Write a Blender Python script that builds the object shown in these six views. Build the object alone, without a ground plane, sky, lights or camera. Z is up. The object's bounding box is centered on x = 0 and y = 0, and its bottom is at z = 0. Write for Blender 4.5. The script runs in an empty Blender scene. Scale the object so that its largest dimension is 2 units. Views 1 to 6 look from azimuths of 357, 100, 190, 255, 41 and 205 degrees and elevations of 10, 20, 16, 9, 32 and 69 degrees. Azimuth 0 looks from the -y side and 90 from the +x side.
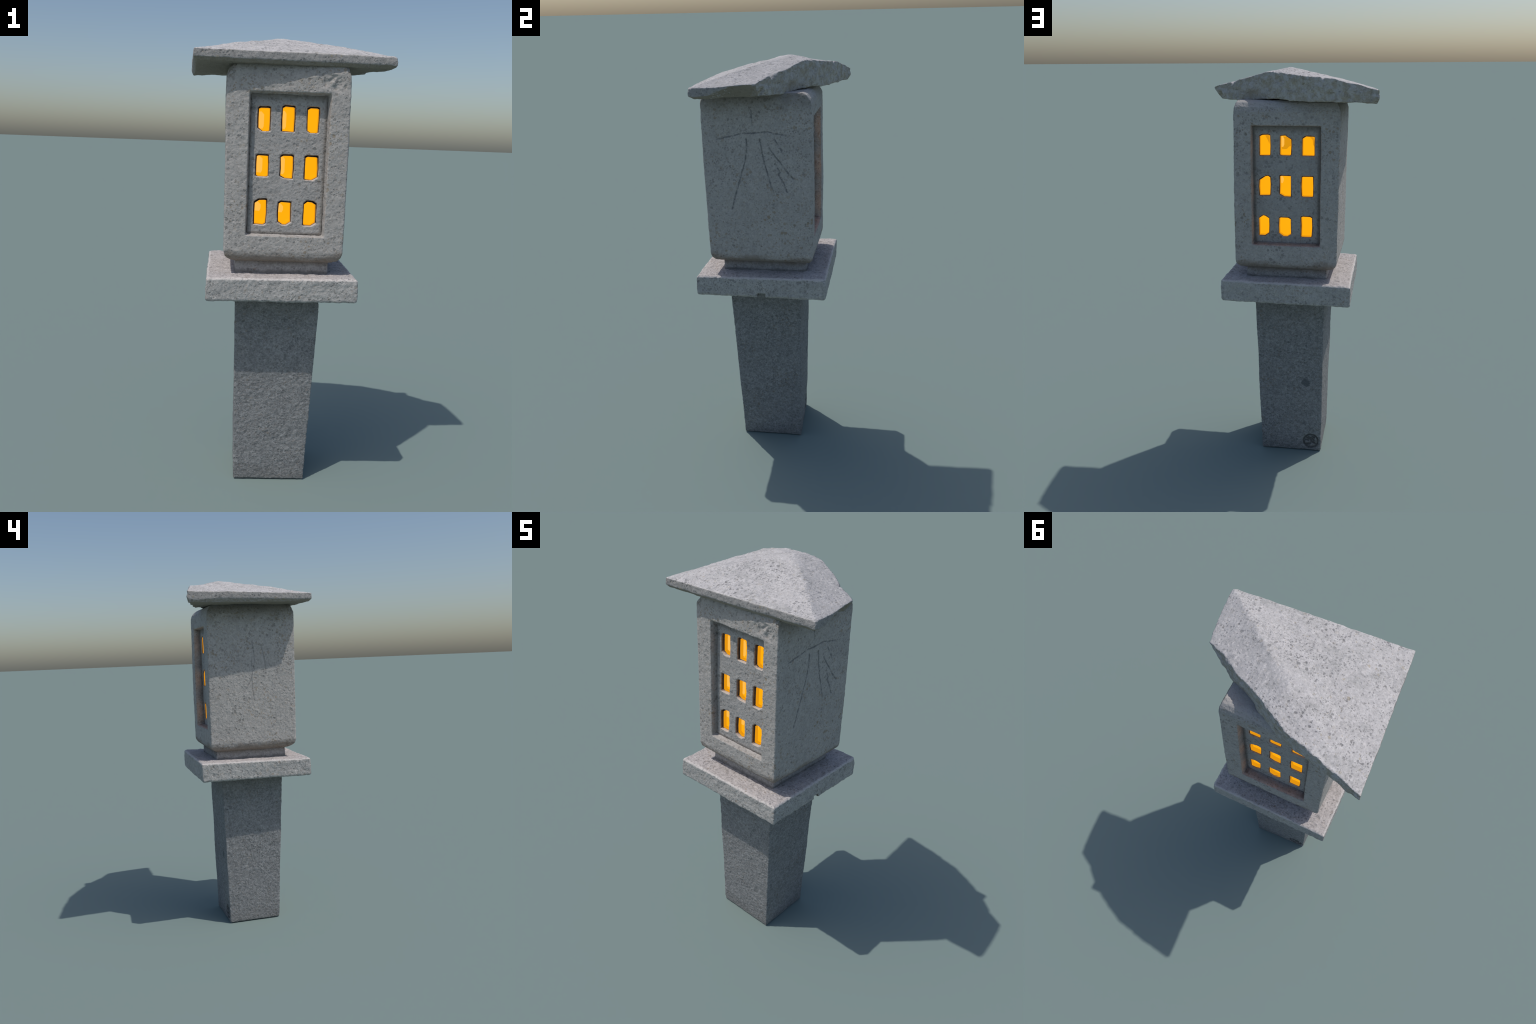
import bpy, bmesh, math, random
import numpy as np
from mathutils import Vector, noise
from mathutils.geometry import delaunay_2d_cdt

random.seed(11)
COL = bpy.context.scene.collection

# ------------------------------------------------------------------ helpers
def new_obj(name, bm, parent=None):
    me = bpy.data.meshes.new(name)
    bm.normal_update()
    bm.to_mesh(me)
    bm.free()
    ob = bpy.data.objects.new(name, me)
    COL.objects.link(ob)
    if parent:
        ob.parent = parent
    return ob

def bake(ob):
    """apply the modifier stack to the mesh"""
    dg = bpy.context.evaluated_depsgraph_get()
    dg.update()
    me = bpy.data.meshes.new_from_object(ob.evaluated_get(dg))
    old = ob.data
    ob.modifiers.clear()
    ob.data = me
    me.name = ob.name
    bpy.data.meshes.remove(old)

def clouds(name, size, depth=2, hard=False):
    t = bpy.data.textures.new(name, 'CLOUDS')
    t.noise_scale = size
    t.noise_depth = depth
    t.noise_type = 'HARD_NOISE' if hard else 'SOFT_NOISE'
    return t

def weather(ob, voxel, layers, smooth=4):
    """turn a crisp block into worn stone: fine remesh, softened arrises, relief"""
    m = ob.modifiers.new('remesh', 'REMESH'); m.mode = 'VOXEL'; m.voxel_size = voxel
    m = ob.modifiers.new('soft', 'SMOOTH'); m.factor = 0.5; m.iterations = smooth
    for i, (size, strength, depth, hard) in enumerate(layers):
        d = ob.modifiers.new('relief', 'DISPLACE')
        d.texture = clouds(ob.name + '_relief', size, depth, hard)
        d.strength = strength
        d.mid_level = 0.5
        d.texture_coords = 'LOCAL'
    bake(ob)

def verts(ob):
    n = len(ob.data.vertices)
    co = np.empty(n * 3); ob.data.vertices.foreach_get('co', co)
    nr = np.empty(n * 3); ob.data.vertices.foreach_get('normal', nr)
    return co.reshape(-1, 3), nr.reshape(-1, 3)

def set_verts(ob, co):
    ob.data.vertices.foreach_set('co', co.ravel())
    ob.data.update()

def finish(ob, mat):
    ob.data.materials.clear()
    ob.data.materials.append(mat)
    ob.data.polygons.foreach_set('use_smooth', np.ones(len(ob.data.polygons), dtype=bool))
    ob.data.update()

def fnoise(P, scale, octaves=2, seed=0.0):
    off = Vector((seed * 7.1, seed * 3.3, seed * 5.7))
    return np.array([noise.fractal(Vector(p) * scale + off, 1.0, 2.0, octaves) for p in P])

def seg_dist(P, line):
    """distance of 2-D points to a polyline"""
    d = np.full(len(P), 9.0)
    for a, b in zip(line[:-1], line[1:]):
        a = np.array(a); b = np.array(b); ba = b - a
        t = np.clip(((P - a) @ ba) / (ba @ ba), 0, 1)
        d = np.minimum(d, np.linalg.norm(P - a - t[:, None] * ba, axis=1))
    return d

def rounded_ring(x0, x1, y0, y1, r, seg=3):
    pts = []
    for cx, cy, a0 in ((x1 - r, y1 - r, 0), (x0 + r, y1 - r, 90), (x0 + r, y0 + r, 180), (x1 - r, y0 + r, 270)):
        for k in range(seg + 1):
            a = math.radians(a0 + 90 * k / seg)
            pts.append((cx + r * math.cos(a), cy + r * math.sin(a)))
    return pts

def loft(rings):
    """rings: lists of equal length of 3-D points; closed at both ends"""
    bm = bmesh.new()
    vr = [[bm.verts.new(p) for p in ring] for ring in rings]
    n = len(vr[0])
    for a, b in zip(vr[:-1], vr[1:]):
        for i in range(n):
            bm.faces.new((a[i], a[(i + 1) % n], b[(i + 1) % n], b[i]))
    bm.faces.new(list(reversed(vr[0])))
    bm.faces.new(vr[-1])
    bmesh.ops.recalc_face_normals(bm, faces=bm.faces)
    return bm

def profile_block(sections, r, skew=None):
    """sections: (z, x0, x1, y0, y1) from bottom to top; skew swings the front face out on its +x side"""
    rings = []
    for z, x0, x1, y0, y1 in sections:
        k = skew(z) if skew else 0.0
        rings.append([(x, y - (k * (x - x0) / (x1 - x0) if y < 0 else 0.0), z) for x, y in rounded_ring(x0, x1, y0, y1, r)])
    return loft(rings)

def boolean_cut(ob, cutter):
    m = ob.modifiers.new('cut', 'BOOLEAN'); m.operation = 'DIFFERENCE'; m.solver = 'EXACT'; m.object = cutter
    bake(ob)
    bpy.data.objects.remove(cutter)

# ------------------------------------------------------------------ materials
class Nodes:
    def __init__(self, name):
        self.mat = bpy.data.materials.new(name)
        self.mat.use_nodes = True
        self.t = self.mat.node_tree
        self.t.nodes.clear()
        self.out = self.add('ShaderNodeOutputMaterial')
        self.bsdf = self.add('ShaderNodeBsdfPrincipled')
        self.link(self.bsdf.outputs[0], self.out.inputs[0])
        self.co = self.add('ShaderNodeTexCoord').outputs['Object']
    def add(self, kind, **kw):
        n = self.t.nodes.new(kind)
        for k, v in kw.items():
            setattr(n, k, v)
        return n
    def link(self, a, b):
        self.t.links.new(a, b)
    def put(self, sock, v):
        if isinstance(v, bpy.types.NodeSocket):
            self.link(v, sock)
        else:
            sock.default_value = v
    def math(self, op, a, b=0.0, clamp=False):
        n = self.add('ShaderNodeMath', operation=op, use_clamp=clamp)
        self.put(n.inputs[0], a); self.put(n.inputs[1], b)
        return n.outputs[0]
    def vmath(self, op, a, b=None, scale=None):
        n = self.add('ShaderNodeVectorMath', operation=op)
        self.put(n.inputs[0], a)
        if b is not None: self.put(n.inputs[1], b)
        if scale is not None: self.put(n.inputs['Scale'], scale)
        return n.outputs['Value'] if op in ('DOT_PRODUCT', 'LENGTH', 'DISTANCE') else n.outputs[0]
    def noise(self, scale, detail=3.0, rough=0.6, vec=None, stretch=None):
        v = vec or self.co
        if stretch:
            v = self.vmath('MULTIPLY', v, stretch)
        n = self.add('ShaderNodeTexNoise')
        self.link(v, n.inputs['Vector'])
        n.inputs['Scale'].default_value = scale
        n.inputs['Detail'].default_value = detail
        n.inputs['Roughness'].default_value = rough
        return n.outputs['Fac']
    def ramp(self, fac, lo, hi):
        """smooth 0..1 mask between two values (lo may exceed hi)"""
        n = self.add('ShaderNodeMapRange', interpolation_type='SMOOTHSTEP')
        self.put(n.inputs['Value'], fac)
        n.inputs['From Min'].default_value = min(lo, hi); n.inputs['From Max'].default_value = max(lo, hi)
        n.inputs['To Min'].default_value = 0.0 if lo < hi else 1.0
        n.inputs['To Max'].default_value = 1.0 if lo < hi else 0.0
        return n.outputs['Result']
    def mix(self, fac, a, b, blend='MIX'):
        n = self.add('ShaderNodeMix', data_type='RGBA', blend_type=blend)
        self.put(n.inputs['Factor'], fac)
        for sock, v in ((n.inputs['A'], a), (n.inputs['B'], b)):
            pass
        ca = [s for s in n.inputs if s.name == 'A' and s.type == 'RGBA'][0]
        cb = [s for s in n.inputs if s.name == 'B' and s.type == 'RGBA'][0]
        for s, v in ((ca, a), (cb, b)):
            self.put(s, v if isinstance(v, bpy.types.NodeSocket) else (*v, 1.0))
        return [s for s in n.outputs if s.type == 'RGBA'][0]
    def speckle(self, scale, size, chance, seed=0.0):
        """round grains: voronoi cells of which a share is kept"""
        v = self.vmath('ADD', self.co, (seed, seed * 1.7, seed * 0.6))
        warp = self.add('ShaderNodeTexNoise'); self.link(v, warp.inputs['Vector']); warp.inputs['Scale'].default_value = scale * 1.1
        w = self.vmath('SCALE', self.vmath('SUBTRACT', warp.outputs['Color'], (0.5, 0.5, 0.5)), scale=0.9 / scale)
        v = self.vmath('ADD', v, w)
        vo = self.add('ShaderNodeTexVoronoi'); self.link(v, vo.inputs['Vector']); vo.inputs['Scale'].default_value = scale
        pick = self.add('ShaderNodeSeparateColor'); self.link(vo.outputs['Color'], pick.inputs[0])
        rad = self.math('MULTIPLY', pick.outputs[1], size)
        near = self.ramp(self.math('SUBTRACT', vo.outputs['Distance'], rad), 0.22, -0.02)
        keep = self.math('LESS_THAN', pick.outputs[0], chance)
        return self.math('MULTIPLY', near, keep), keep
    def strokes(self, lines, axes):
        """distance field to incised lines drawn on a flat face"""
        sep = self.add('ShaderNodeSeparateXYZ'); self.link(self.co, sep.inputs[0])
        cmb = self.add('ShaderNodeCombineXYZ')
        self.link(sep.outputs[axes[0]], cmb.inputs[0]); self.link(sep.outputs[axes[1]], cmb.inputs[1])
        p = cmb.outputs[0]
        d = None
        for ln in lines:
            for a, b in zip(ln[:-1], ln[1:]):
                ba = (b[0] - a[0], b[1] - a[1], 0.0)
                L2 = ba[0] ** 2 + ba[1] ** 2
                pa = self.vmath('SUBTRACT', p, (a[0], a[1], 0.0))
                h = self.math('MULTIPLY', self.vmath('DOT_PRODUCT', pa, ba), 1.0 / L2, clamp=True)
                q = self.vmath('LENGTH', self.vmath('SUBTRACT', pa, self.vmath('SCALE', ba, scale=h)))
                d = q if d is None else self.math('MINIMUM', d, q)
        return d

def stone(name, light, dark, fleck=(0.05, 0.05, 0.055), fleck_amt=0.6, fleck_chance=0.16, fleck_scale=70,
          rust=(0.20, 0.12, 0.05), rust_amt=0.5, rust_chance=0.10, top=None, extra=None,
          bump=0.5, grain=150, stretch=None, pits=0.5, crystal=0.42):
    N = Nodes(name)
    broad = N.noise(7.0, 4.0, 0.6)
    fine = N.noise(grain, 3.0, 0.7, stretch=stretch)
    mid = N.noise(34.0, 4.0, 0.65, stretch=stretch)
    f = N.math('ADD', N.math('MULTIPLY', N.ramp(fine, 0.3, 0.7), 0.45),
               N.math('ADD', N.math('MULTIPLY', N.ramp(mid, 0.3, 0.7), 0.35), N.math('MULTIPLY', N.ramp(broad, 0.3, 0.7), 0.2)))
    col = N.mix(f, dark, light)
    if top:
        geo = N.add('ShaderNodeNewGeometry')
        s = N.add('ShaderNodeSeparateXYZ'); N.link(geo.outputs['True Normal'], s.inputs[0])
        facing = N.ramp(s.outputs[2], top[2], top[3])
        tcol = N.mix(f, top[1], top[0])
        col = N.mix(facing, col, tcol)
    # crystal grain: every cell of the granite a little lighter or darker
    warp = N.add('ShaderNodeTexNoise'); N.link(N.co, warp.inputs['Vector']); warp.inputs['Scale'].default_value = grain
    wv = N.vmath('ADD', N.co, N.vmath('SCALE', N.vmath('SUBTRACT', warp.outputs['Color'], (0.5, 0.5, 0.5)), scale=0.8 / grain))
    cell = N.add('ShaderNodeTexVoronoi'); N.link(wv, cell.inputs['Vector']); cell.inputs['Scale'].default_value = grain
    cc = N.add('ShaderNodeSeparateColor'); N.link(cell.outputs['Color'], cc.inputs[0])
    cell2 = N.add('ShaderNodeTexVoronoi'); N.link(wv, cell2.inputs['Vector']); cell2.inputs['Scale'].default_value = grain * 0.55
    cc2 = N.add('ShaderNodeSeparateColor'); N.link(cell2.outputs['Color'], cc2.inputs[0])
    tone = N.math('ADD', N.math('MULTIPLY', cc.outputs[0], 0.55), N.math('MULTIPLY', cc2.outputs[0], 0.45))
    k = N.math('ADD', N.math('MULTIPLY', N.math('SUBTRACT', tone, 0.5), crystal), 1.0)
    col = N.vmath('SCALE', col, scale=k)
    patch = N.ramp(N.noise(8.0, 3.0, 0.6), 0.30, 0.68)
    patch2 = N.ramp(N.noise(6.0, 3.0, 0.6, vec=N.vmath('ADD', N.co, (3.0, 1.0, 2.0))), 0.40, 0.66)
    r1, _ = N.speckle(fleck_scale * 0.9, 0.42, rust_chance, 3.1)
    r2, _ = N.speckle(fleck_scale * 1.9, 0.42, rust_chance * 1.3, 8.1)
    rr = N.math('MULTIPLY', N.math('MAXIMUM', r1, r2), N.math('ADD', N.math('MULTIPLY', patch2, 0.75), 0.25))
    col = N.mix(N.math('MULTIPLY', rr, rust_amt), col, rust)
    s1, k1 = N.speckle(fleck_scale, 0.46, fleck_chance, 0.7)
    s2, k2 = N.speckle(fleck_scale * 1.9, 0.46, fleck_chance * 1.3, 5.3)
    sp = N.math('MAXIMUM', s1, N.math('MULTIPLY', s2, 0.85))
    sp = N.math('MULTIPLY', sp, N.math('ADD', N.math('MULTIPLY', patch, 0.65), 0.35))
    col = N.mix(N.math('MULTIPLY', sp, fleck_amt), col, fleck)
    height = N.math('ADD', N.math('MULTIPLY', fine, 0.5), N.math('ADD', mid, N.math('MULTIPLY', tone, 0.35)))
    height = N.math('SUBTRACT', height, N.math('MULTIPLY', sp, pits))
    if extra:
        col, height = extra(N, col, height)
    N.link(col, N.bsdf.inputs['Base Color'])
    N.bsdf.inputs['Roughness'].default_value = 0.92
    N.bsdf.inputs['Specular IOR Level'].default_value = 0.2
    b = N.add('ShaderNodeBump')
    b.inputs['Strength'].default_value = bump
    b.inputs['Distance'].default_value = 0.006
    N.link(height, b.inputs['Height'])
    N.link(b.outputs[0], N.bsdf.inputs['Normal'])
    return N.mat

def glow(name, emit, strength=1.0):
    N = Nodes(name)
    N.bsdf.inputs['Base Color'].default_value = (emit[0] * 0.25, emit[1] * 0.2, emit[2] * 0.2, 1)
    N.bsdf.inputs['Roughness'].default_value = 0.9
    N.bsdf.inputs['Specular IOR Level'].default_value = 0.0
    v = N.noise(9.0, 1.0, 0.5)
    N.link(N.mix(v, tuple(c * 0.96 for c in emit), tuple(min(1.0, c * 1.06) for c in emit)), N.bsdf.inputs['Emission Color'])
    N.bsdf.inputs['Emission Strength'].default_value = strength
    return N.mat

# ------------------------------------------------------------------ carved lines
# drawn as (y, z) on the two closed faces of the light box
SUN_LINES = [
    [(-0.058, 1.778), (-0.056, 1.746), (-0.054, 1.711)],
    [(-0.220, 1.647), (-0.143, 1.664), (-0.094, 1.676), (-0.068, 1.674), (0.017, 1.683), (0.042, 1.676), (0.100, 1.667)],
    [(-0.082, 1.649), (-0.083, 1.596), (-0.091, 1.547), (-0.121, 1.447), (-0.136, 1.402), (-0.160, 1.316)],
    [(-0.021, 1.650), (-0.010, 1.584), (0.004, 1.522), (0.025, 1.447), (0.039, 1.409)],
    [(0.022, 1.609), (0.044, 1.578), (0.073, 1.543), (0.105, 1.498), (0.134, 1.466)],
    [(0.050, 1.533), (0.072, 1.497), (0.062, 1.487), (0.088, 1.448), (0.104, 1.404)],
    [(0.047, 1.649), (0.067, 1.620), (0.080, 1.595)],
]
GRASS_LINES = [
    [(-0.034, 1.638), (-0.045, 1.545), (-0.030, 1.481), (-0.020, 1.432), (0.030, 1.355)],
    [(-0.028, 1.565), (-0.022, 1.486)],
    [(-0.025, 1.432), (-0.028, 1.367), (-0.036, 1.317)],
    [(-0.085, 1.622), (-0.100, 1.552), (-0.108, 1.483)],
    [(-0.008, 1.624), (0.026, 1.567)],
]
# mason's seal low on the back of the post: ring plus a few chisel strokes, (x, z)
SEAL_C, SEAL_R = (-0.122, 0.056), 0.038
SEAL_LINES = [
    [(-0.090, 0.079), (-0.113, 0.068), (-0.126, 0.060)],
    [(-0.093, 0.062), (-0.108, 0.059)],
    [(-0.108, 0.080), (-0.128, 0.072), (-0.140, 0.058)],
    [(-0.124, 0.055), (-0.140, 0.045), (-0.154, 0.036)],
    [(-0.092, 0.034), (-0.108, 0.037), (-0.122, 0.041)],
    [(-0.128, 0.084), (-0.141, 0.076)],
]

def box_marks(N, col, height):
    sep = N.add('ShaderNodeSeparateXYZ'); N.link(N.co, sep.inputs[0])
    wob = N.math('MULTIPLY', N.math('SUBTRACT', N.noise(70, 3), 0.5), 0.011)
    brk = N.math('MULTIPLY', N.ramp(N.noise(45, 2), 0.30, 0.55), 1.0)
    for lines, side, amt in ((SUN_LINES, 1, 0.60), (GRASS_LINES, -1, 0.30)):
        d = N.math('ADD', N.strokes(lines, (1, 2)), wob)
        m = N.ramp(d, 0.0062, 0.0002)
        face = N.math('GREATER_THAN', N.math('MULTIPLY', sep.outputs[0], float(side)), 0.22)
        m = N.math('MULTIPLY', N.math('MULTIPLY', m, face), N.math('ADD', N.math('MULTIPLY', brk, 0.75), 0.25))
        col = N.mix(N.math('MULTIPLY', m, amt), col, (0.06, 0.07, 0.085))
    # dark brown tint on the walls of the two niches
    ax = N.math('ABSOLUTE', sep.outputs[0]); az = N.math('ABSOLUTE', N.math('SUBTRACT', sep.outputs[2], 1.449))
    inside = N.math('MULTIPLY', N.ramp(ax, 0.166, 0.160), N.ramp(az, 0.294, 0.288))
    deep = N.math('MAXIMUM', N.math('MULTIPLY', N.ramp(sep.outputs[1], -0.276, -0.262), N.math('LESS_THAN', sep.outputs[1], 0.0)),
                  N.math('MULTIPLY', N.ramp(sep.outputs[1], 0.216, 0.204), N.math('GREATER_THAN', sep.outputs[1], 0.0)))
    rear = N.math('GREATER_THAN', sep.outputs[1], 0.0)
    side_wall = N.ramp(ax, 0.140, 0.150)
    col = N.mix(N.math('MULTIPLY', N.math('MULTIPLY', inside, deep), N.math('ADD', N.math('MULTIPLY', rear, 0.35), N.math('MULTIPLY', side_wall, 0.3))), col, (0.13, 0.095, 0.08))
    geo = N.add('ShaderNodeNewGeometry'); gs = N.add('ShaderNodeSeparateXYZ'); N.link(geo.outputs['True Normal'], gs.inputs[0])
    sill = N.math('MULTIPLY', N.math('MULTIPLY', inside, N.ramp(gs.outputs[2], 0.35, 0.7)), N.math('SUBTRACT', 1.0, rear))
    col = N.mix(N.math('MULTIPLY', N.math('MULTIPLY', sill, N.ramp(sep.outputs[2], 1.25, 1.2)), 0.55), col, (0.66, 0.61, 0.57))  # front niche sill: dust, with sunlight painted into the paler tone
    # dirt and painted shade under the eaves, stain at the foot
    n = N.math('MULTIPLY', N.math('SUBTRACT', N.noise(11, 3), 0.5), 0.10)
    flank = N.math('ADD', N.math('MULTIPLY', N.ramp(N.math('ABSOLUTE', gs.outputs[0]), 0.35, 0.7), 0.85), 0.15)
    # the bedding surface under the roof is mixed paler
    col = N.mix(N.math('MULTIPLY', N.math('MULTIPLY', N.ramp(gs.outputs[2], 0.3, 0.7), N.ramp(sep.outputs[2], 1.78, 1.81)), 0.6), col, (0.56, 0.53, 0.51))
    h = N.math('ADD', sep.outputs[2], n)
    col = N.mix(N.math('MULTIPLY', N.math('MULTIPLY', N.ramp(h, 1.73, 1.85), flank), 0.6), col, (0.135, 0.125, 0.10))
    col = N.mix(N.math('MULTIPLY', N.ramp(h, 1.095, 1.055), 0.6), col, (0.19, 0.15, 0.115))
    return col, height

def post_marks(N, col, height):
    sep = N.add('ShaderNodeSeparateXYZ'); N.link(N.co, sep.inputs[0])
    back = N.math('GREATER_THAN', sep.outputs[1], 0.13)
    d = N.strokes(SEAL_LINES, (0, 2))
    c = N.add('ShaderNodeCombineXYZ'); N.link(sep.outputs[0], c.inputs[0]); N.link(sep.outputs[2], c.inputs[1])
    ring = N.math('ABSOLUTE', N.math('SUBTRACT', N.vmath('DISTANCE', c.outputs[0], (SEAL_C[0], SEAL_C[1], 0)), SEAL_R))
    d = N.math('MINIMUM', d, ring)
    d = N.math('ADD', d, N.math('MULTIPLY', N.math('SUBTRACT', N.noise(90, 3), 0.5), 0.011))
    col = N.mix(N.math('MULTIPLY', N.math('MULTIPLY', N.ramp(d, 0.0080, 0.001), back), 0.72), col, (0.045, 0.045, 0.045))
    # a dark inclusion in the granite
    spot = N.vmath('DISTANCE', N.vmath('MULTIPLY', c.outputs[0], (1.1, 1.0, 0)), (-0.103, 0.407, 0))
    spot = N.math('ADD', spot, N.math('MULTIPLY', N.math('SUBTRACT', N.noise(45, 3), 0.5), 0.036))
    col = N.mix(N.math('MULTIPLY', N.math('MULTIPLY', N.ramp(spot, 0.027, 0.019), back), 0.72), col, (0.09, 0.10, 0.11))
    # darker towards the platform and towards the ground
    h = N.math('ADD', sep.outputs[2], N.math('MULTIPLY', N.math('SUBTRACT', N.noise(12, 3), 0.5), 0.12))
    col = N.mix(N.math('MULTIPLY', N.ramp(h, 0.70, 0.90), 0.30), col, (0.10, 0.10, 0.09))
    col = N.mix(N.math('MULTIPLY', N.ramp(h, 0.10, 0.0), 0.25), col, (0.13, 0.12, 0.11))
    return col, height

def roof_marks(N, col, height):
    """ochre veins on the fractured face and the underside, grey weathering and painted slope shade on top"""
    geo = N.add('ShaderNodeNewGeometry')
    s = N.add('ShaderNodeSeparateXYZ'); N.link(geo.outputs['True Normal'], s.inputs[0])
    broken = N.math('MULTIPLY', N.ramp(s.outputs[1], 0.45, 0.7), N.ramp(s.outputs[2], 0.6, 0.4))
    vein = N.noise(30, 4, 0.7)
    raw = N.mix(N.ramp(vein, 0.38, 0.64), (0.40, 0.355, 0.28), (0.52, 0.505, 0.485))
    raw = N.mix(N.math('MULTIPLY', N.ramp(N.noise(70, 3), 0.52, 0.68), 0.45), raw, (0.20, 0.175, 0.14))
    raw = N.mix(0.2, raw, col)
    col = N.mix(broken, col, raw)
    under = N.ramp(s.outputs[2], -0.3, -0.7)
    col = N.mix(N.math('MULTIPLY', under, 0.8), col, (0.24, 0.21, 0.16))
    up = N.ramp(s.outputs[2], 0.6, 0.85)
    # slope facing away from the sun painted greyer to deepen its shade; cloudy stains elsewhere
    shade_slope = N.ramp(N.math('ADD', s.outputs[0], N.math('MULTIPLY', N.math('SUBTRACT', N.noise(10, 3), 0.5), 0.10)), 0.06, 0.20)
    col = N.mix(N.math('MULTIPLY', N.math('MULTIPLY', up, shade_slope), 0.42), col, (0.36, 0.36, 0.37))
    smear = N.ramp(N.noise(9, 7, 0.72, stretch=(0.8, 1.3, 1.0)), 0.47, 0.70)
    col = N.mix(N.math('MULTIPLY', N.math('MULTIPLY', up, smear), 0.48), col, (0.31, 0.31, 0.30))
    # peppery lichen specks, dense in drifts
    q1, _ = N.speckle(150, 0.48, 0.42, 12.3)
    drift = N.ramp(N.noise(7, 4, 0.65, vec=N.vmath('ADD', N.co, (1.0, 7.0, 3.0))), 0.42, 0.66)
    col = N.mix(N.math('MULTIPLY', N.math('MULTIPLY', N.math('MULTIPLY', q1, drift), up), 0.65), col, (0.12, 0.12, 0.12))
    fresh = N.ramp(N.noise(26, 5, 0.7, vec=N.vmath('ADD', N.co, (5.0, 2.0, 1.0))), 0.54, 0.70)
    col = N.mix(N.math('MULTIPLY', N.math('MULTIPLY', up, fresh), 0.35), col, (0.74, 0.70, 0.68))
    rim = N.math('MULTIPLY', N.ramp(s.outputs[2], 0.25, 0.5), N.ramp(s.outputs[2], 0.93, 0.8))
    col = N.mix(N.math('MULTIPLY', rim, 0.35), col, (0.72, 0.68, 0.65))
    return col, height

def panel_marks(N, col, height):
    sep = N.add('ShaderNodeSeparateXYZ'); N.link(N.co, sep.inputs[0])
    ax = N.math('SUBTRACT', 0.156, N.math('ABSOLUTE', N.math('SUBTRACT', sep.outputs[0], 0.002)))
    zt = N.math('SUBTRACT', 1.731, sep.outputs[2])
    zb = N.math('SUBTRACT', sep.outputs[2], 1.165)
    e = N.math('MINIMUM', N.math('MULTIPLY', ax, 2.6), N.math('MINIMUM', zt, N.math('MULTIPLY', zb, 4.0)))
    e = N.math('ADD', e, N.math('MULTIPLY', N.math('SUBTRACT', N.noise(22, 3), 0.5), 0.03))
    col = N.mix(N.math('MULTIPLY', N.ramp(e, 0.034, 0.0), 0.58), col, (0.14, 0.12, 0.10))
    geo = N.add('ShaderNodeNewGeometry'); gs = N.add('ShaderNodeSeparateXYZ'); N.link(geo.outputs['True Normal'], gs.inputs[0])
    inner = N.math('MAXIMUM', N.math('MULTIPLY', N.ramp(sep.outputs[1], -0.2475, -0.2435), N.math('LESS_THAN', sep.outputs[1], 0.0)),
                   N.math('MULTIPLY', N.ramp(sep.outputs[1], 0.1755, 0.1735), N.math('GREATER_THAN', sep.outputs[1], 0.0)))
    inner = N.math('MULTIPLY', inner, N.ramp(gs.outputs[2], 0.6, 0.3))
    col = N.mix(N.math('MULTIPLY', inner, 0.85), col, (0.055, 0.045, 0.04))  # hole walls painted dark to keep down the bounced glow
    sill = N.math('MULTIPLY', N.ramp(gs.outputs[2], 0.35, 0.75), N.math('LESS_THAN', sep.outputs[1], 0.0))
    col = N.mix(N.math('MULTIPLY', sill, 0.5), col, (0.64, 0.60, 0.56))  # sunlight painted onto the upward faces of the front holes
    return col, height

def neck_marks(N, col, height):
    sep = N.add('ShaderNodeSeparateXYZ'); N.link(N.co, sep.inputs[0])
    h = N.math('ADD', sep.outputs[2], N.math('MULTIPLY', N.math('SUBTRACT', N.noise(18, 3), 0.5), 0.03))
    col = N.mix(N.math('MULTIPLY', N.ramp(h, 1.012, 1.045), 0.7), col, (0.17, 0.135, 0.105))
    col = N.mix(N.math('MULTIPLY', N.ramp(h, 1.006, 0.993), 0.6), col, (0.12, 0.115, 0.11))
    return col, height

def slab_marks(N, col, height):
    # knocked arrises are paler
    geo = N.add('ShaderNodeNewGeometry'); s = N.add('ShaderNodeSeparateXYZ'); N.link(geo.outputs['True Normal'], s.inputs[0])
    p = N.add('ShaderNodeSeparateXYZ'); N.link(N.co, p.inputs[0])
    arris = N.math('MULTIPLY', N.math('MULTIPLY', N.ramp(s.outputs[2], 0.22, 0.45), N.ramp(s.outputs[2], 0.97, 0.85)), N.ramp(p.outputs[2], 0.96, 0.975))
    col = N.mix(N.math('MULTIPLY', arris, 0.6), col, (0.70, 0.65, 0.62))
    # notch under the right edge painted dark to deepen its shade
    notch = N.math('MULTIPLY', N.math('LESS_THAN', N.math('ABSOLUTE', N.math('ADD', p.outputs[1], 0.019)), 0.0195),
                   N.math('MULTIPLY', N.math('LESS_THAN', p.outputs[2], 0.914), N.math('LESS_THAN', N.math('ABSOLUTE', N.math('SUBTRACT', p.outputs[0], 0.29)), 0.0205)))
    col = N.mix(N.math('MULTIPLY', notch, 0.7), col, (0.09, 0.07, 0.05))
    return col, height

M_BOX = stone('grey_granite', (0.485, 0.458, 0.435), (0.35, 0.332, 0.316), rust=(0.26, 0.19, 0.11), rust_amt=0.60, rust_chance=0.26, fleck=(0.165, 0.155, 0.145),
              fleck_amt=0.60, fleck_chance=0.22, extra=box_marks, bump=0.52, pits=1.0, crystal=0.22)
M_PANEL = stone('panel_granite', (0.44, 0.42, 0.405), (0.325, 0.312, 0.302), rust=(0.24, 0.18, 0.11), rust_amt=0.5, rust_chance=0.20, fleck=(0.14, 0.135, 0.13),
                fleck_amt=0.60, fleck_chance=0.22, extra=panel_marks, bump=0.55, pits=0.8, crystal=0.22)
M_NECK = stone('neck_granite', (0.40, 0.38, 0.37), (0.29, 0.28, 0.27), rust_amt=0.4, fleck_amt=0.5, extra=neck_marks, bump=0.5)
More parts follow.
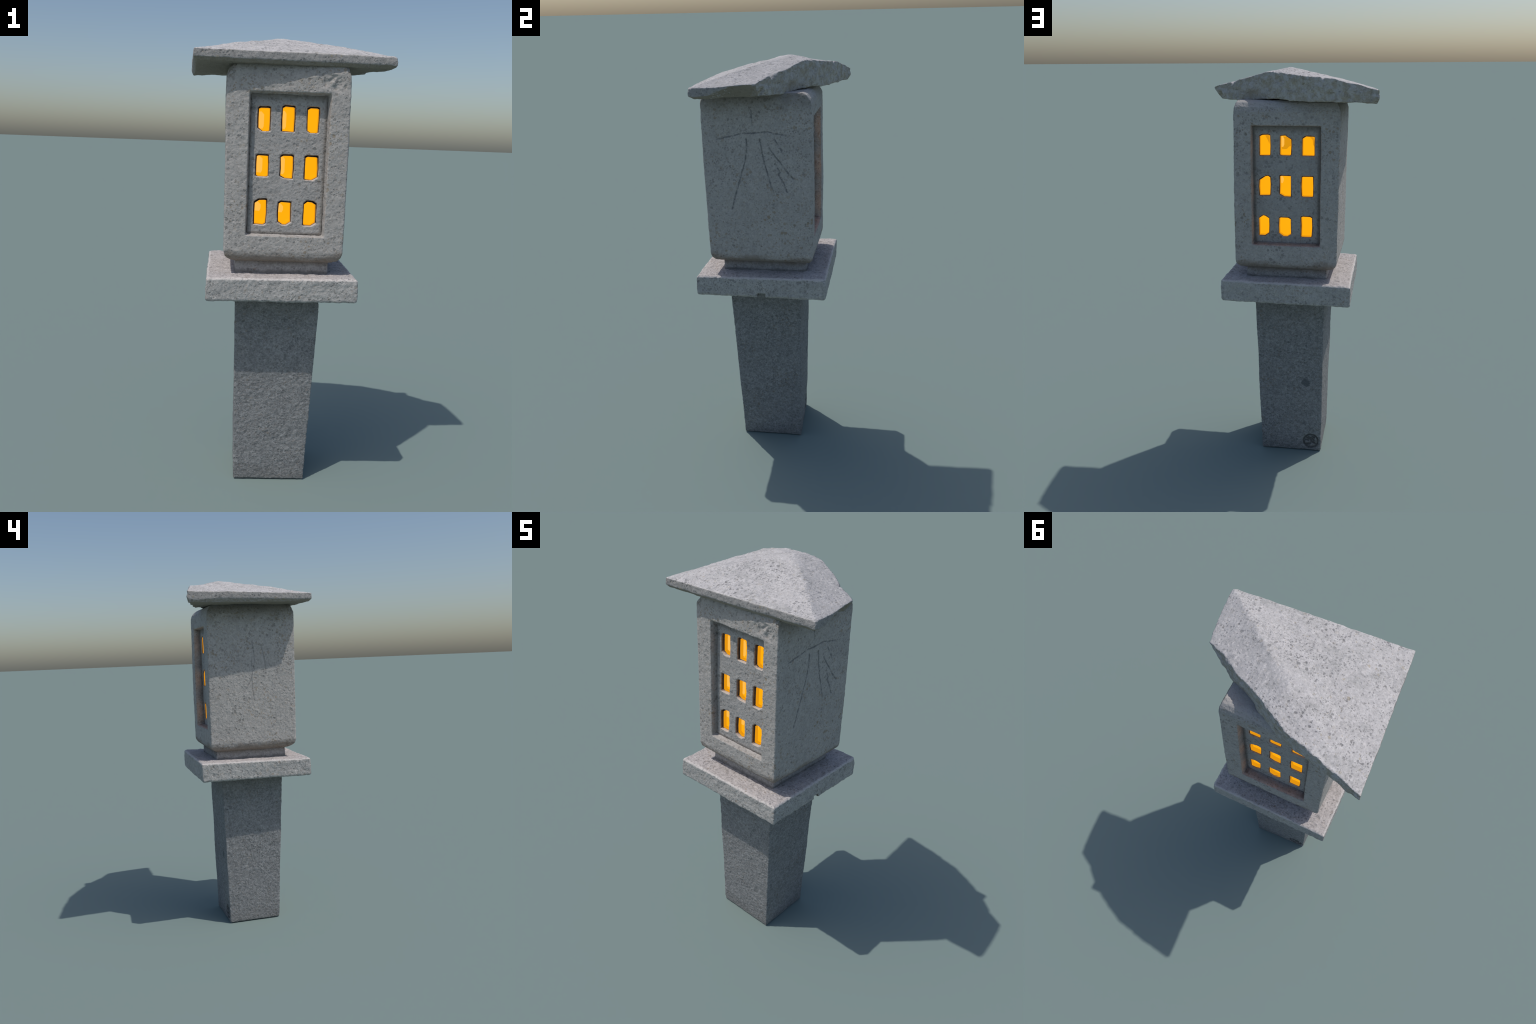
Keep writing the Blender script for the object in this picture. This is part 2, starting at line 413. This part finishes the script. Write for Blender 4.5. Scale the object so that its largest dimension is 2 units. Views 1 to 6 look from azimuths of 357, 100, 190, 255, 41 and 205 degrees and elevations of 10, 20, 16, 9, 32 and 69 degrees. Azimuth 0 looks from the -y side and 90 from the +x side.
M_POST = stone('dark_granite', (0.325, 0.325, 0.325), (0.205, 0.208, 0.212), rust=(0.20, 0.145, 0.09), rust_amt=0.45, rust_chance=0.22, fleck=(0.085, 0.09, 0.095),
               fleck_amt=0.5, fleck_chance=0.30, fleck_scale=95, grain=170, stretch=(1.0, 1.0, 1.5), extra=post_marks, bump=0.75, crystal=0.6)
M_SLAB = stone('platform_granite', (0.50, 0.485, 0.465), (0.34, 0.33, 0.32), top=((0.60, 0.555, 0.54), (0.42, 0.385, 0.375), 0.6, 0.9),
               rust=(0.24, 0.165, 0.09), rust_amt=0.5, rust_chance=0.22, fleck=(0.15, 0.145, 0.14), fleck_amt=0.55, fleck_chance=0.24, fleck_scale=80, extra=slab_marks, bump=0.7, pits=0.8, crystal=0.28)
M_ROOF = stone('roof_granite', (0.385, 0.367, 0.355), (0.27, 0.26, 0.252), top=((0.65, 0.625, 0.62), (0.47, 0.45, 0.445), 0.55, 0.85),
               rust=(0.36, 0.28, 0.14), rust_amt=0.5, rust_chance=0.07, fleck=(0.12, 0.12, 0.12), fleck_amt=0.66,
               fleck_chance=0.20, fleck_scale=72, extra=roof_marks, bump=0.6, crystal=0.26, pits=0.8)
M_GLOW = glow('lamp_glow', (1.0, 0.405, 0.005))
M_GLOW_DIM = glow('lamp_glow_dim', (0.66, 0.28, 0.006))  # dimmer copy of the glow: shade put into pocket sides and patches
M_GLOW_SUNLIT = glow('lamp_glow_sunlit', (1.0, 0.485, 0.075))  # paler copy of the glow for sun patches painted on the panes

# ------------------------------------------------------------------ the lantern
lantern = bpy.data.objects.new('stone_lantern', None)
COL.objects.link(lantern)
lantern['label'] = 'weathered grey granite lantern with broken roof and glowing windows'
lantern['category'] = 'stone lantern'

def chip(co, centre, normal, depth, scale=1.0, seed=0):
    """knock a corner off: everything beyond a rough plane is pushed back to it"""
    n = np.array(normal, float); n /= np.linalg.norm(n)
    d = (co - np.array(centre)) @ n
    m = d > -0.004
    if m.any():
        rough = fnoise(co[m], 45 * scale, 3, seed) * 0.006
        lim = rough
        over = np.maximum(d[m] - lim, 0)
        co[m] -= over[:, None] * n * depth
    return co

# ---- post: tapering pillar, wider at the top
bm = bmesh.new()
base = [(-0.1755, -0.1590), (0.1480, -0.1575), (0.1412, 0.1515), (-0.1755, 0.1450)]
crown = [(-0.1945, -0.2010), (0.1765, -0.2035), (0.1695, 0.1570), (-0.1860, 0.1590)]
def quad_ring(q, z):
    return [(x, y, z) for x, y in q]
lerp = lambda a, b, t: [(p[0] + (r[0] - p[0]) * t, p[1] + (r[1] - p[1]) * t) for p, r in zip(a, b)]
bm.free()
bm = loft([quad_ring(lerp(base, base, 0), 0.0)] + [quad_ring(lerp(base, crown, t), 0.886 * t) for t in (0.25, 0.5, 0.75)] + [quad_ring(crown, 0.886), quad_ring(crown, 0.90)])
post = new_obj('post', bm, lantern)
weather(post, 0.0032, [(0.20, 0.006, 1, False), (0.011, 0.0028, 1, False), (0.024, 0.0026, 2, False)], 3)
co, nr = verts(post)
back = nr[:, 1] > 0.5
P = co[:, [0, 2]]
d = np.minimum(seg_dist(P, SEAL_LINES[0]), np.abs(np.linalg.norm(P - np.array(SEAL_C), axis=1) - SEAL_R))
for ln in SEAL_LINES[1:]:
    d = np.minimum(d, seg_dist(P, ln))
co[back, 1] -= (0.0060 * np.clip(1 - d / 0.007, 0, 1))[back]
co[back, 1] -= 0.0015 * (np.linalg.norm(P - np.array(SEAL_C), axis=1) < SEAL_R)[back]
co = chip(co, (-0.172, 0.141, 0.004), (-1, 1, -0.6), 0.9, seed=2)
co = chip(co, (0.175, -0.19, 0.85), (1, -0.4, 0.3), 0.5, seed=3)
co = chip(co, (-0.181, -0.16, 0.40), (-1, 0.15, 0), 0.35, seed=4) if False else co
co[:, 2] -= co[:, 2].min()
set_verts(post, co)
finish(post, M_POST)

# ---- platform slab, slightly tilted, with a notch under its right edge
def slab_ring(inset, zs, rx=0.0):
    c = [(-0.319, -0.3375), (0.3140, -0.3385), (0.3125, 0.2925), (-0.3225, 0.2950)]
    sg = [(1, 1), (-1, 1), (-1, -1), (1, -1)]
    return [(x + sx * inset, y + sy * inset, z) for (x, y), (sx, sy), z in zip(c, sg, zs)]
low = (0.883, 0.889, 0.890, 0.890)
high = (0.981, 0.988, 0.9975, 0.9945)
bm = loft([slab_ring(0.006, [z - 0.001 for z in low]),
           slab_ring(0.000, [z + 0.006 for z in low]),
           slab_ring(0.001, [z - 0.007 for z in high]),
           slab_ring(0.009, high)])
platform = new_obj('platform', bm, lantern)
bm = bmesh.new()
bmesh.ops.create_cube(bm, size=1.0)
for v in bm.verts:
    v.co = Vector((0.30 + v.co.x * 0.08, -0.019 + v.co.y * 0.041, 0.888 + v.co.z * 0.048))
boolean_cut(platform, new_obj('notch_cutter', bm))
weather(platform, 0.0034, [(0.14, 0.006, 1, False), (0.013, 0.0032, 1, False), (0.032, 0.0058, 2, False)], 3)
co, nr = verts(platform)
co = chip(co, (0.306, 0.283, 0.990), (1, 1, 0.5), 0.9, seed=5)
co = chip(co, (-0.316, 0.287, 0.893), (-1, 1, -0.8), 0.7, seed=6)
co = chip(co, (0.309, 0.284, 0.895), (1, 1, -0.8), 0.9, seed=7)
co = chip(co, (0.311, -0.334, 0.892), (1, -1, -0.8), 0.8, seed=8)
co = chip(co, (0.309, 0.16, 0.893), (1, 0, -1), 0.8, seed=9)
set_verts(platform, co)
finish(platform, M_SLAB)

# ---- light box
box = new_obj('light_box', profile_block([
    (1.036, -0.192, 0.195, -0.217, 0.178),
    (1.040, -0.208, 0.211, -0.234, 0.190),
    (1.050, -0.231, 0.234, -0.257, 0.209),
    (1.066, -0.2450, 0.2485, -0.2725, 0.2215),
    (1.086, -0.2500, 0.2530, -0.2770, 0.2250),
    (1.450, -0.2525, 0.2520, -0.2795, 0.2220),
    (1.770, -0.2570, 0.2485, -0.2820, 0.2160),
    (1.804, -0.2560, 0.2475, -0.2820, 0.2155),
    (1.824, -0.2500, 0.2445, -0.2800, 0.2080),
    (1.844, -0.2390, 0.2390, -0.2740, 0.1930),
    (1.853, -0.2330, 0.2350, -0.2690, 0.1750)], 0.006, lambda z: 0.002 + 0.0125 * min(1.0, max(0.0, (z - 1.08) / 0.62))), lantern)

def recess(y_face, y_floor, cx, cz, hw, hh, splay):
    """tapering niche cut into a face"""
    s = 1 if y_face > 0 else -1
    far = y_face + s * 0.05
    k = (abs(far) - abs(y_floor)) / (abs(y_face) - abs(y_floor))
    def ring(e, y, tz=0.0):
        return [(cx - hw - e, y, cz - hh - e), (cx + hw + e, y, cz - hh - e), (cx + hw + e, y, cz + hh + e), (cx - hw - e, y, cz + hh + e)]
    bm = loft([ring(-splay, y_floor), ring(splay * (2 * k - 1), far)])
    return new_obj('niche_cutter', bm)

boolean_cut(box, recess(-0.279, -0.2000, 0.0035, 1.4465, 0.1560, 0.2850, 0.008))
boolean_cut(box, recess(0.221, 0.1300, -0.0005, 1.4530, 0.1610, 0.2820, 0.006))
weather(box, 0.0030, [(0.25, 0.0045, 1, False), (0.0105, 0.0023, 1, False), (0.03, 0.0030, 2, False)], 3)
co, nr = verts(box)
for lines, side in ((SUN_LINES, 1), (GRASS_LINES, -1)):
    m = nr[:, 0] * side > 0.6
    d = np.full(m.sum(), 9.0)
    for ln in lines:
        d = np.minimum(d, seg_dist(co[m][:, [1, 2]], ln))
    co[m, 0] -= side * 0.0022 * np.clip(1 - d / 0.0045, 0, 1)
# spalled patch on the front, upper right
fr = (co[:, 1] < -0.262) & (co[:, 2] > 1.735) & (co[:, 0] > -0.03)
Q = co[fr]
ex = np.clip(1 - np.abs(Q[:, 0] - 0.185) / 0.085, 0, 1) * np.clip(1 - np.abs(Q[:, 2] - 1.790 + (Q[:, 0] - 0.15) * 0.25) / 0.036, 0, 1)
rg = fnoise(Q, 38, 3, 4.0)
co[fr, 1] += np.clip(ex * 2.2, 0, 1) * (0.0045 + 0.0065 * rg)
co = chip(co, (0.252, 0.219, 1.836), (0.7, 0.7, 1), 0.4, seed=11)
co = chip(co, (0.246, -0.290, 1.812), (1, -1, 0.9), 0.7, seed=12)
co = chip(co, (-0.250, -0.277, 1.80), (-1, -0.5, 0.8), 0.8, seed=13)
# a few pits
for px, pz, pr in ((-0.212, 1.212, 0.006), (0.05, 1.20, 0.004), (-0.222, 1.38, 0.004), (0.2, 1.45, 0.004), (0.19, 1.24, 0.004)):
    m = (co[:, 1] < -0.262)
    dd = np.hypot(co[m, 0] - px, co[m, 2] - pz)
    co[m, 1] += 0.005 * np.clip(1 - dd / pr, 0, 1)
set_verts(box, co)
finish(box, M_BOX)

# ---- neck between box and platform
neck = new_obj('neck', profile_block([
    (0.970, -0.202, 0.204, -0.2265, 0.187),
    (1.000, -0.200, 0.2025, -0.2250, 0.1860),
    (1.050, -0.199, 0.2015, -0.2240, 0.1850)], 0.008), box)
weather(neck, 0.0036, [(0.12, 0.005, 1, False), (0.014, 0.0022, 1, False)], 2)
finish(neck, M_NECK)

# ---- pierced window panels with their glowing panes
# each window: centre (x, z), half width, half height, corner chips (top-left, top-right, bottom-right, bottom-left), edge of the painted sunlit patch
FRONT = [
    (-0.097, 1.632, 0.0235, 0.048, (0.004, 0.003, 0.003, 0.012), 0.50), (0.003, 1.636, 0.0250, 0.051, (0.006, 0.004, 0.001, 0.001), 0.34), (0.105, 1.634, 0.0235, 0.051, (0.007, 0.003, 0.002, 0.009), 0),
    (-0.098, 1.442, 0.0250, 0.044, (0.004, 0.002, 0.003, 0.004), 0.52), (0.004, 1.440, 0.0262, 0.047, (0.005, 0.004, 0.001, 0.012), 0.36), (0.107, 1.438, 0.0262, 0.049, (0.004, 0.003, 0.014, 0.003), 0),
    (-0.100, 1.249, 0.0245, 0.052, (0.013, 0.001, 0.006, 0.002), 0.55), (0.002, 1.246, 0.0268, 0.048, (0.006, 0.003, 0.012, 0.013), 0.42), (0.108, 1.248, 0.0258, 0.050, (0.009, 0.010, 0.012, 0.002), 0.06),
]
BACK = [
    (0.1062, 1.6454, 0.0258, 0.049, (0.008, 0.004, 0.001, 0.001), 0), (0.0062, 1.6444, 0.0262, 0.0465, (0.002, 0.018, 0.003, 0.003), 0.30), (-0.1028, 1.6424, 0.0290, 0.045, (0.010, 0.002, 0.002, 0.001), 0),
    (0.1082, 1.4504, 0.0265, 0.0475, (0.019, 0.006, 0.003, 0.002), 0), (0.0082, 1.4494, 0.0268, 0.050, (0.002, 0.001, 0.001, 0.014), 0.28), (-0.0988, 1.4494, 0.0275, 0.0485, (0.004, 0.002, 0.002, 0.002), 0),
    (0.1142, 1.2524, 0.0252, 0.050, (0.013, 0.012, 0.013, 0.001), 0), (0.0102, 1.2484, 0.0292, 0.047, (0.004, 0.008, 0.012, 0.014), 0), (-0.0958, 1.2514, 0.0258, 0.0505, (0.003, 0.006, 0.002, 0.001), 0),
]

def window_outline(w, side, rng, grow=0.0):
    """knocked-through rectangle; seen from outside, 'left' is -x on the front and +x on the back"""
    cx, cz, hw, hh, (tl, tr, br, bl), _ = w
    hw += grow; hh += grow
    p = [(-hw, hh - tl), (-hw + tl * 1.4 + 0.002, hh), (hw - tr * 1.4 - 0.002, hh), (hw, hh - tr), (hw, -hh + br), (hw - br * 1.4 - 0.002, -hh), (-hw + bl * 1.4 + 0.002, -hh), (-hw, -hh + bl)]
    q = [(x + rng.uniform(-0.0012, 0.0012), z + rng.uniform(-0.0012, 0.0012)) for x, z in p]
    # waist: straight jambs are a little bowed
    q.insert(8, (-hw - rng.uniform(-0.001, 0.002), rng.uniform(-0.01, 0.01)))
    q.insert(4, (hw + rng.uniform(-0.001, 0.002), rng.uniform(-0.01, 0.01)))
    return [(cx - side * x, cz + z) for x, z in q]

def window_panel(side, y_front, y_back, cx, cz, hw, hh, wins, y_pane):
    rng = random.Random(5 + side)
    bm = bmesh.new()
    bmesh.ops.create_cube(bm, size=1.0)
    for v in bm.verts:
        v.co = Vector((cx + v.co.x * 2 * hw, (y_front + y_back) / 2 + v.co.y * abs(y_front - y_back), cz + v.co.z * 2 * hh))
    panel = new_obj('window_panel', bm, box)
    cb = bmesh.new()
    outlines = []
    for w in wins:
        o = window_outline(w, side, rng)
        outlines.append(o)
        c = (w[0], w[1])
        rings = []
        for y, e in ((y_back - side * 0.02, 0.0), (y_front - side * 0.007, 0.0), (y_front + side * 0.001, 0.0025), (y_front + side * 0.01, 0.005)):
            # the knocked hole is a little larger than the lamp field behind it, most at the head and on one jamb
            g = (0.0045 if side < 0 else 0.0022)
            rings.append([(x + e * (1 if x > c[0] else -1) - (g * 0.6 if x < c[0] else -0.0008), y,
                           z + e * (1 if z > c[1] else -1) + (g if z > c[1] else -0.0006)) for x, z in o])
        part = loft(rings)
        tmp = bpy.data.meshes.new('tmp'); part.to_mesh(tmp); part.free()
        cb.from_mesh(tmp); bpy.data.meshes.remove(tmp)
    boolean_cut(panel, new_obj('window_cutter', cb))
    weather(panel, 0.0021, [(0.10, 0.003, 1, False), (0.011, 0.0020, 1, False), (0.03, 0.0022, 2, False)], 1)
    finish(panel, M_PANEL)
    for w, o in zip(wins, outlines):
        cx_, cz_, hw_, hh_, chips, sunlit = w
        bm = bmesh.new()
        n = len(o)
        DEPTH = 0.019
        y_in = y_pane - side * DEPTH
        sx_, sz_ = (0.945, 0.975) if side < 0 else (0.975, 0.985)
        ring = lambda k, y: [bm.verts.new((cx_ + (x - cx_) * k * sx_, y, cz_ + (z - cz_) * (0.5 + 0.5 * k) * sz_)) for x, z in o]
        lip = ring(1.00, y_pane)
        bend = ring(0.99, y_pane - side * DEPTH * 0.55)
        core = ring(0.93, y_in)
        outer = ring(1.05, y_pane)
        rear = ring(1.05, y_in - side * 0.003)
        for i in range(n):
            j = (i + 1) % n
            bm.faces.new((lip[i], lip[j], bend[j], bend[i])).material_index = 1
            bm.faces.new((bend[i], bend[j], core[j], core[i])).material_index = 1
            bm.faces.new((outer[i], outer[j], lip[j], lip[i])).material_index = 3
            bm.faces.new((rear[i], rear[j], outer[j], outer[i])).material_index = 3
        bm.faces.new(rear).material_index = 3
        bm.faces.new(core)

        def facet(pts, lift, mi):
            """low raised facet carrying a painted sunlit or dim patch, pts in window halves (-1..1)"""
            f = [bm.verts.new((cx_ - side * x * hw_ * 0.93, y_in + side * lift, cz_ + z * hh_ * 0.965)) for x, z in pts]
            b = [bm.verts.new((cx_ - side * x * hw_ * 0.93, y_in - side * 0.001, cz_ + z * hh_ * 0.965)) for x, z in pts]
            bm.faces.new(f).material_index = mi
            bm.faces.new(list(reversed(b))).material_index = mi
            for i in range(len(pts)):
                j = (i + 1) % len(pts)
                bm.faces.new((f[j], f[i], b[i], b[j])).material_index = mi

        row = 0 if cz_ > 1.55 else (1 if cz_ > 1.35 else 2)
        if sunlit:
            r = -1 + 2 * sunlit
            if side < 0:
                zt, zb = ((0.70, -0.82), (0.96, -0.68), (0.86, 0.05))[row]
            else:
                zt, zb = ((0.92, -0.20), (0.97, 0.25), (0.9, 0.3))[row]
            facet([(-0.97, zt - 0.04), (-0.94 + sunlit * 0.8, zt), (r, zt - 0.26), (r - 0.02, zb + 0.22), (r - 0.24, zb), (-0.97, zb + 0.03)], 0.0012, 2)
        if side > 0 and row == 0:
            # dim patches in the top rear openings: shade put into the facet colour
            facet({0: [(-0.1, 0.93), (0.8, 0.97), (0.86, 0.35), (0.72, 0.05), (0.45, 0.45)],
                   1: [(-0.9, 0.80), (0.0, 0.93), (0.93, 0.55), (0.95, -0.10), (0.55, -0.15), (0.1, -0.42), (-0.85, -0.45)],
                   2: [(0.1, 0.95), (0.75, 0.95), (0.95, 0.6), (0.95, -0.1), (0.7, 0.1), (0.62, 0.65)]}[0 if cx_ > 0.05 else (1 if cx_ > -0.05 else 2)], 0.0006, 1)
        bmesh.ops.recalc_face_normals(bm, faces=bm.faces)
        pane = new_obj('glowing_pane', bm, box)
        for m in (M_GLOW, M_GLOW_DIM, M_GLOW_SUNLIT, M_NECK):
            pane.data.materials.append(m)

window_panel(-1, -0.2505, -0.2250, 0.0035, 1.4465, 0.158, 0.287, FRONT, -0.2345)
window_panel(1, 0.1780, 0.1520, -0.0005, 1.4530, 0.163, 0.284, BACK, 0.1715)

# ---- roof: a hipped slab whose back right corner has broken off
A = (-0.387, -0.344, 1.891); B = (0.4285, -0.2925, 1.894); C = (-0.428, 0.342, 1.905); D = (0.392, -0.001, 1.906)
APEX = (-0.004, 0.085, 2.001)
crest = [(0.328, 0.027, 1.925), (0.277, 0.045, 1.936), (0.249, 0.075, 1.945), (0.192, 0.109, 1.957), (0.112, 0.153, 1.977),
         (0.041, 0.190, 1.983), (0.002, 0.213, 1.975), (-0.038, 0.235, 1.970), (-0.087, 0.253, 1.965), (-0.184, 0.278, 1.958),
         (-0.231, 0.294, 1.954), (-0.295, 0.308, 1.936), (-0.347, 0.321, 1.926), (-0.394, 0.336, 1.912)]
foot = [(0.350, 0.018, 1.857), (0.310, 0.044, 1.851), (0.258, 0.078, 1.849), (0.200, 0.106, 1.849), (0.120, 0.145, 1.858),
        (0.073, 0.178, 1.861), (0.020, 0.209, 1.860), (-0.030, 0.232, 1.855), (-0.087, 0.253, 1.851), (-0.178, 0.274, 1.851),
        (-0.240, 0.292, 1.852), (-0.300, 0.308, 1.852), (-0.351, 0.324, 1.852), (-0.392, 0.332, 1.853)]

def along(p, q, t, sag=0.0):
    return (p[0] + (q[0] - p[0]) * t, p[1] + (q[1] - p[1]) * t, p[2] + (q[2] - p[2]) * t + sag)

outline = []      # (top, middle, low) triples, anticlockwise from above
def eave(p, inward, drop=0.031, ins=0.013, zlow=1.846):
    mid = (p[0] - inward[0] * 0.0008, p[1] - inward[1] * 0.0008, p[2] - drop)
    lowp = (p[0] + inward[0] * ins, p[1] + inward[1] * ins, zlow)
    outline.append((p, mid, lowp))
eave(A, (0.8, 1.0))
for t in (0.2, 0.4, 0.6, 0.8): eave(along(A, B, t), (0, 1))
eave(along(A, B, 0.955, -0.001), (0, 1.2), 0.031, 0.014)
eave(B, (-1.4, 0.9), 0.034, 0.017)
# right eave: sound near the corner, then the lower arris is broken away
R = [(0.428, -0.270, 1.894), (0.4235, -0.205, 1.895), (0.419, -0.160, 1.897), (0.412, -0.110, 1.901), (0.402, -0.050, 1.904)]
for p, (dm, inm, inl) in zip(R, ((0.038, -0.001, 0.020), (0.034, 0.0, 0.026), (0.018, 0.004, 0.060), (0.006, 0.008, 0.085), (0.006, 0.010, 0.075))):
    outline.append((p, (p[0] - inm, p[1], p[2] - dm), (p[0] - inl, p[1], 1.846)))
outline.append((D, (D[0] - 0.004, D[1] - 0.003, 1.896), (0.355, -0.004, 1.852)))
for i, (c, f) in enumerate(zip(crest, foot)):
    m = along(c, f, 0.5)
    k = 0.004 * math.sin(i * 2.3)
    outline.append((c, (m[0] + 0.4 * k, m[1] + k + 0.002, m[2]), f))
outline.append((C, (C[0] - 0.001, C[1] + 0.004, 1.868), (-0.420, 0.332, 1.847)))
eave((-0.4255, 0.300, 1.903), (1, 0), 0.044, 0.008, 1.846)
for t in (0.25, 0.5, 0.75, 0.93): eave(along(C, A, t), (1, 0))

hips = [along(A, APEX, 0.25, 0.002), along(A, APEX, 0.5, 0.005), along(A, APEX, 0.75, 0.003),
        along(B, APEX, 0.25, 0.002), along(B, APEX, 0.5, 0.004), along(B, APEX, 0.75, 0.003),
        along(C, APEX, 0.5, 0.003), along(C, APEX, 0.75, 0.002),
        (-0.012, 0.055, 1.998), (0.012, 0.145, 1.993)]
bm = bmesh.new()
tops = [bm.verts.new(t) for t, _, _ in outline]
mids = [bm.verts.new(m) for _, m, _ in outline]
lows = [bm.verts.new(l) for _, _, l in outline]
n = len(outline)
for i in range(n):
    j = (i + 1) % n
    bm.faces.new((mids[i], mids[j], tops[j], tops[i]))
    bm.faces.new((lows[i], lows[j], mids[j], mids[i]))
inner = [APEX] + hips
iv = [bm.verts.new(p) for p in inner]
pts = [Vector(t[:2]) for t, _, _ in outline] + [Vector(p[:2]) for p in inner]
k = n
ia = lambda q: k + q
edges = [(i, (i + 1) % n) for i in range(n)]
iA, iB = 0, 6
iC = next(i for i, o in enumerate(outline) if o[0] == C)
edges += [(iA, ia(1)), (ia(1), ia(2)), (ia(2), ia(3)), (ia(3), ia(0)), (iB, ia(4)), (ia(4), ia(5)), (ia(5), ia(6)), (ia(6), ia(0))]
edges += [(iC, ia(7)), (ia(7), ia(8)), (ia(8), ia(0))]
allv = tops + iv
res = delaunay_2d_cdt(pts, edges, [list(range(n))], 1, 1e-6)
back_of = [o[0] for o in res[3]]
for f in res[2]:
    bm.faces.new([allv[back_of[i]] for i in f])
res = delaunay_2d_cdt([Vector(l[:2]) for _, _, l in outline], [(i, (i + 1) % n) for i in range(n)], [list(range(n))], 1, 1e-6)
back_of = [o[0] for o in res[3]]
for f in res[2]:
    bm.faces.new([lows[back_of[i]] for i in reversed(f)])
bmesh.ops.recalc_face_normals(bm, faces=bm.faces)
roof = new_obj('roof', bm, lantern)
weather(roof, 0.0034, [], 3)
# worn hips: relax the upper surface only, leaving the eaves crisp
co, nr = verts(roof)
ed = np.empty(len(roof.data.edges) * 2, dtype=np.int64); roof.data.edges.foreach_get('vertices', ed); ed = ed.reshape(-1, 2)
deg = np.bincount(ed.ravel(), minlength=len(co)).astype(float)
free = nr[:, 2] > 0.86
for _ in range(3):
    blocked = np.zeros(len(co), bool)
    np.logical_or.at(blocked, ed[:, 0], ~free[ed[:, 1]]); np.logical_or.at(blocked, ed[:, 1], ~free[ed[:, 0]])
    free &= ~blocked
for _ in range(7):
    acc = np.bincount(ed[:, 0], co[ed[:, 1], 2], len(co)) + np.bincount(ed[:, 1], co[ed[:, 0], 2], len(co))
    co[free, 2] = 0.5 * co[free, 2] + 0.5 * (acc / deg)[free]
set_verts(roof, co)
for size, strength, depth in ((0.15, 0.0055, 1), (0.05, 0.0052, 2), (0.012, 0.0020, 1)):
    dm = roof.modifiers.new('relief', 'DISPLACE'); dm.texture = clouds('roof_relief', size, depth); dm.strength = strength
    dm.mid_level = 0.5; dm.texture_coords = 'LOCAL'
bake(roof)
co, nr = verts(roof)
# rough fracture: coarse facets on the broken side only
m = (nr[:, 1] > 0.4) & (nr[:, 2] < 0.6)
rg = fnoise(co[m], 22, 4, 9.0)
co[m] += nr[m] * (rg * 0.007)[:, None]
crest_line = [p[:2] for p in crest]
dc = seg_dist(co[:, :2], crest_line)
near = (dc < 0.02) & (co[:, 2] > 1.90)
nk = np.clip(fnoise(co[near], 26, 2, 3.0) - 0.12, 0, 1)
co[near, 2] -= 0.014 * nk * np.clip(1 - dc[near] / 0.02, 0, 1)
co = chip(co, (0.421, -0.286, 1.889), (1, -1, 0.9), 0.8, seed=21)
set_verts(roof, co)
finish(roof, M_ROOF)
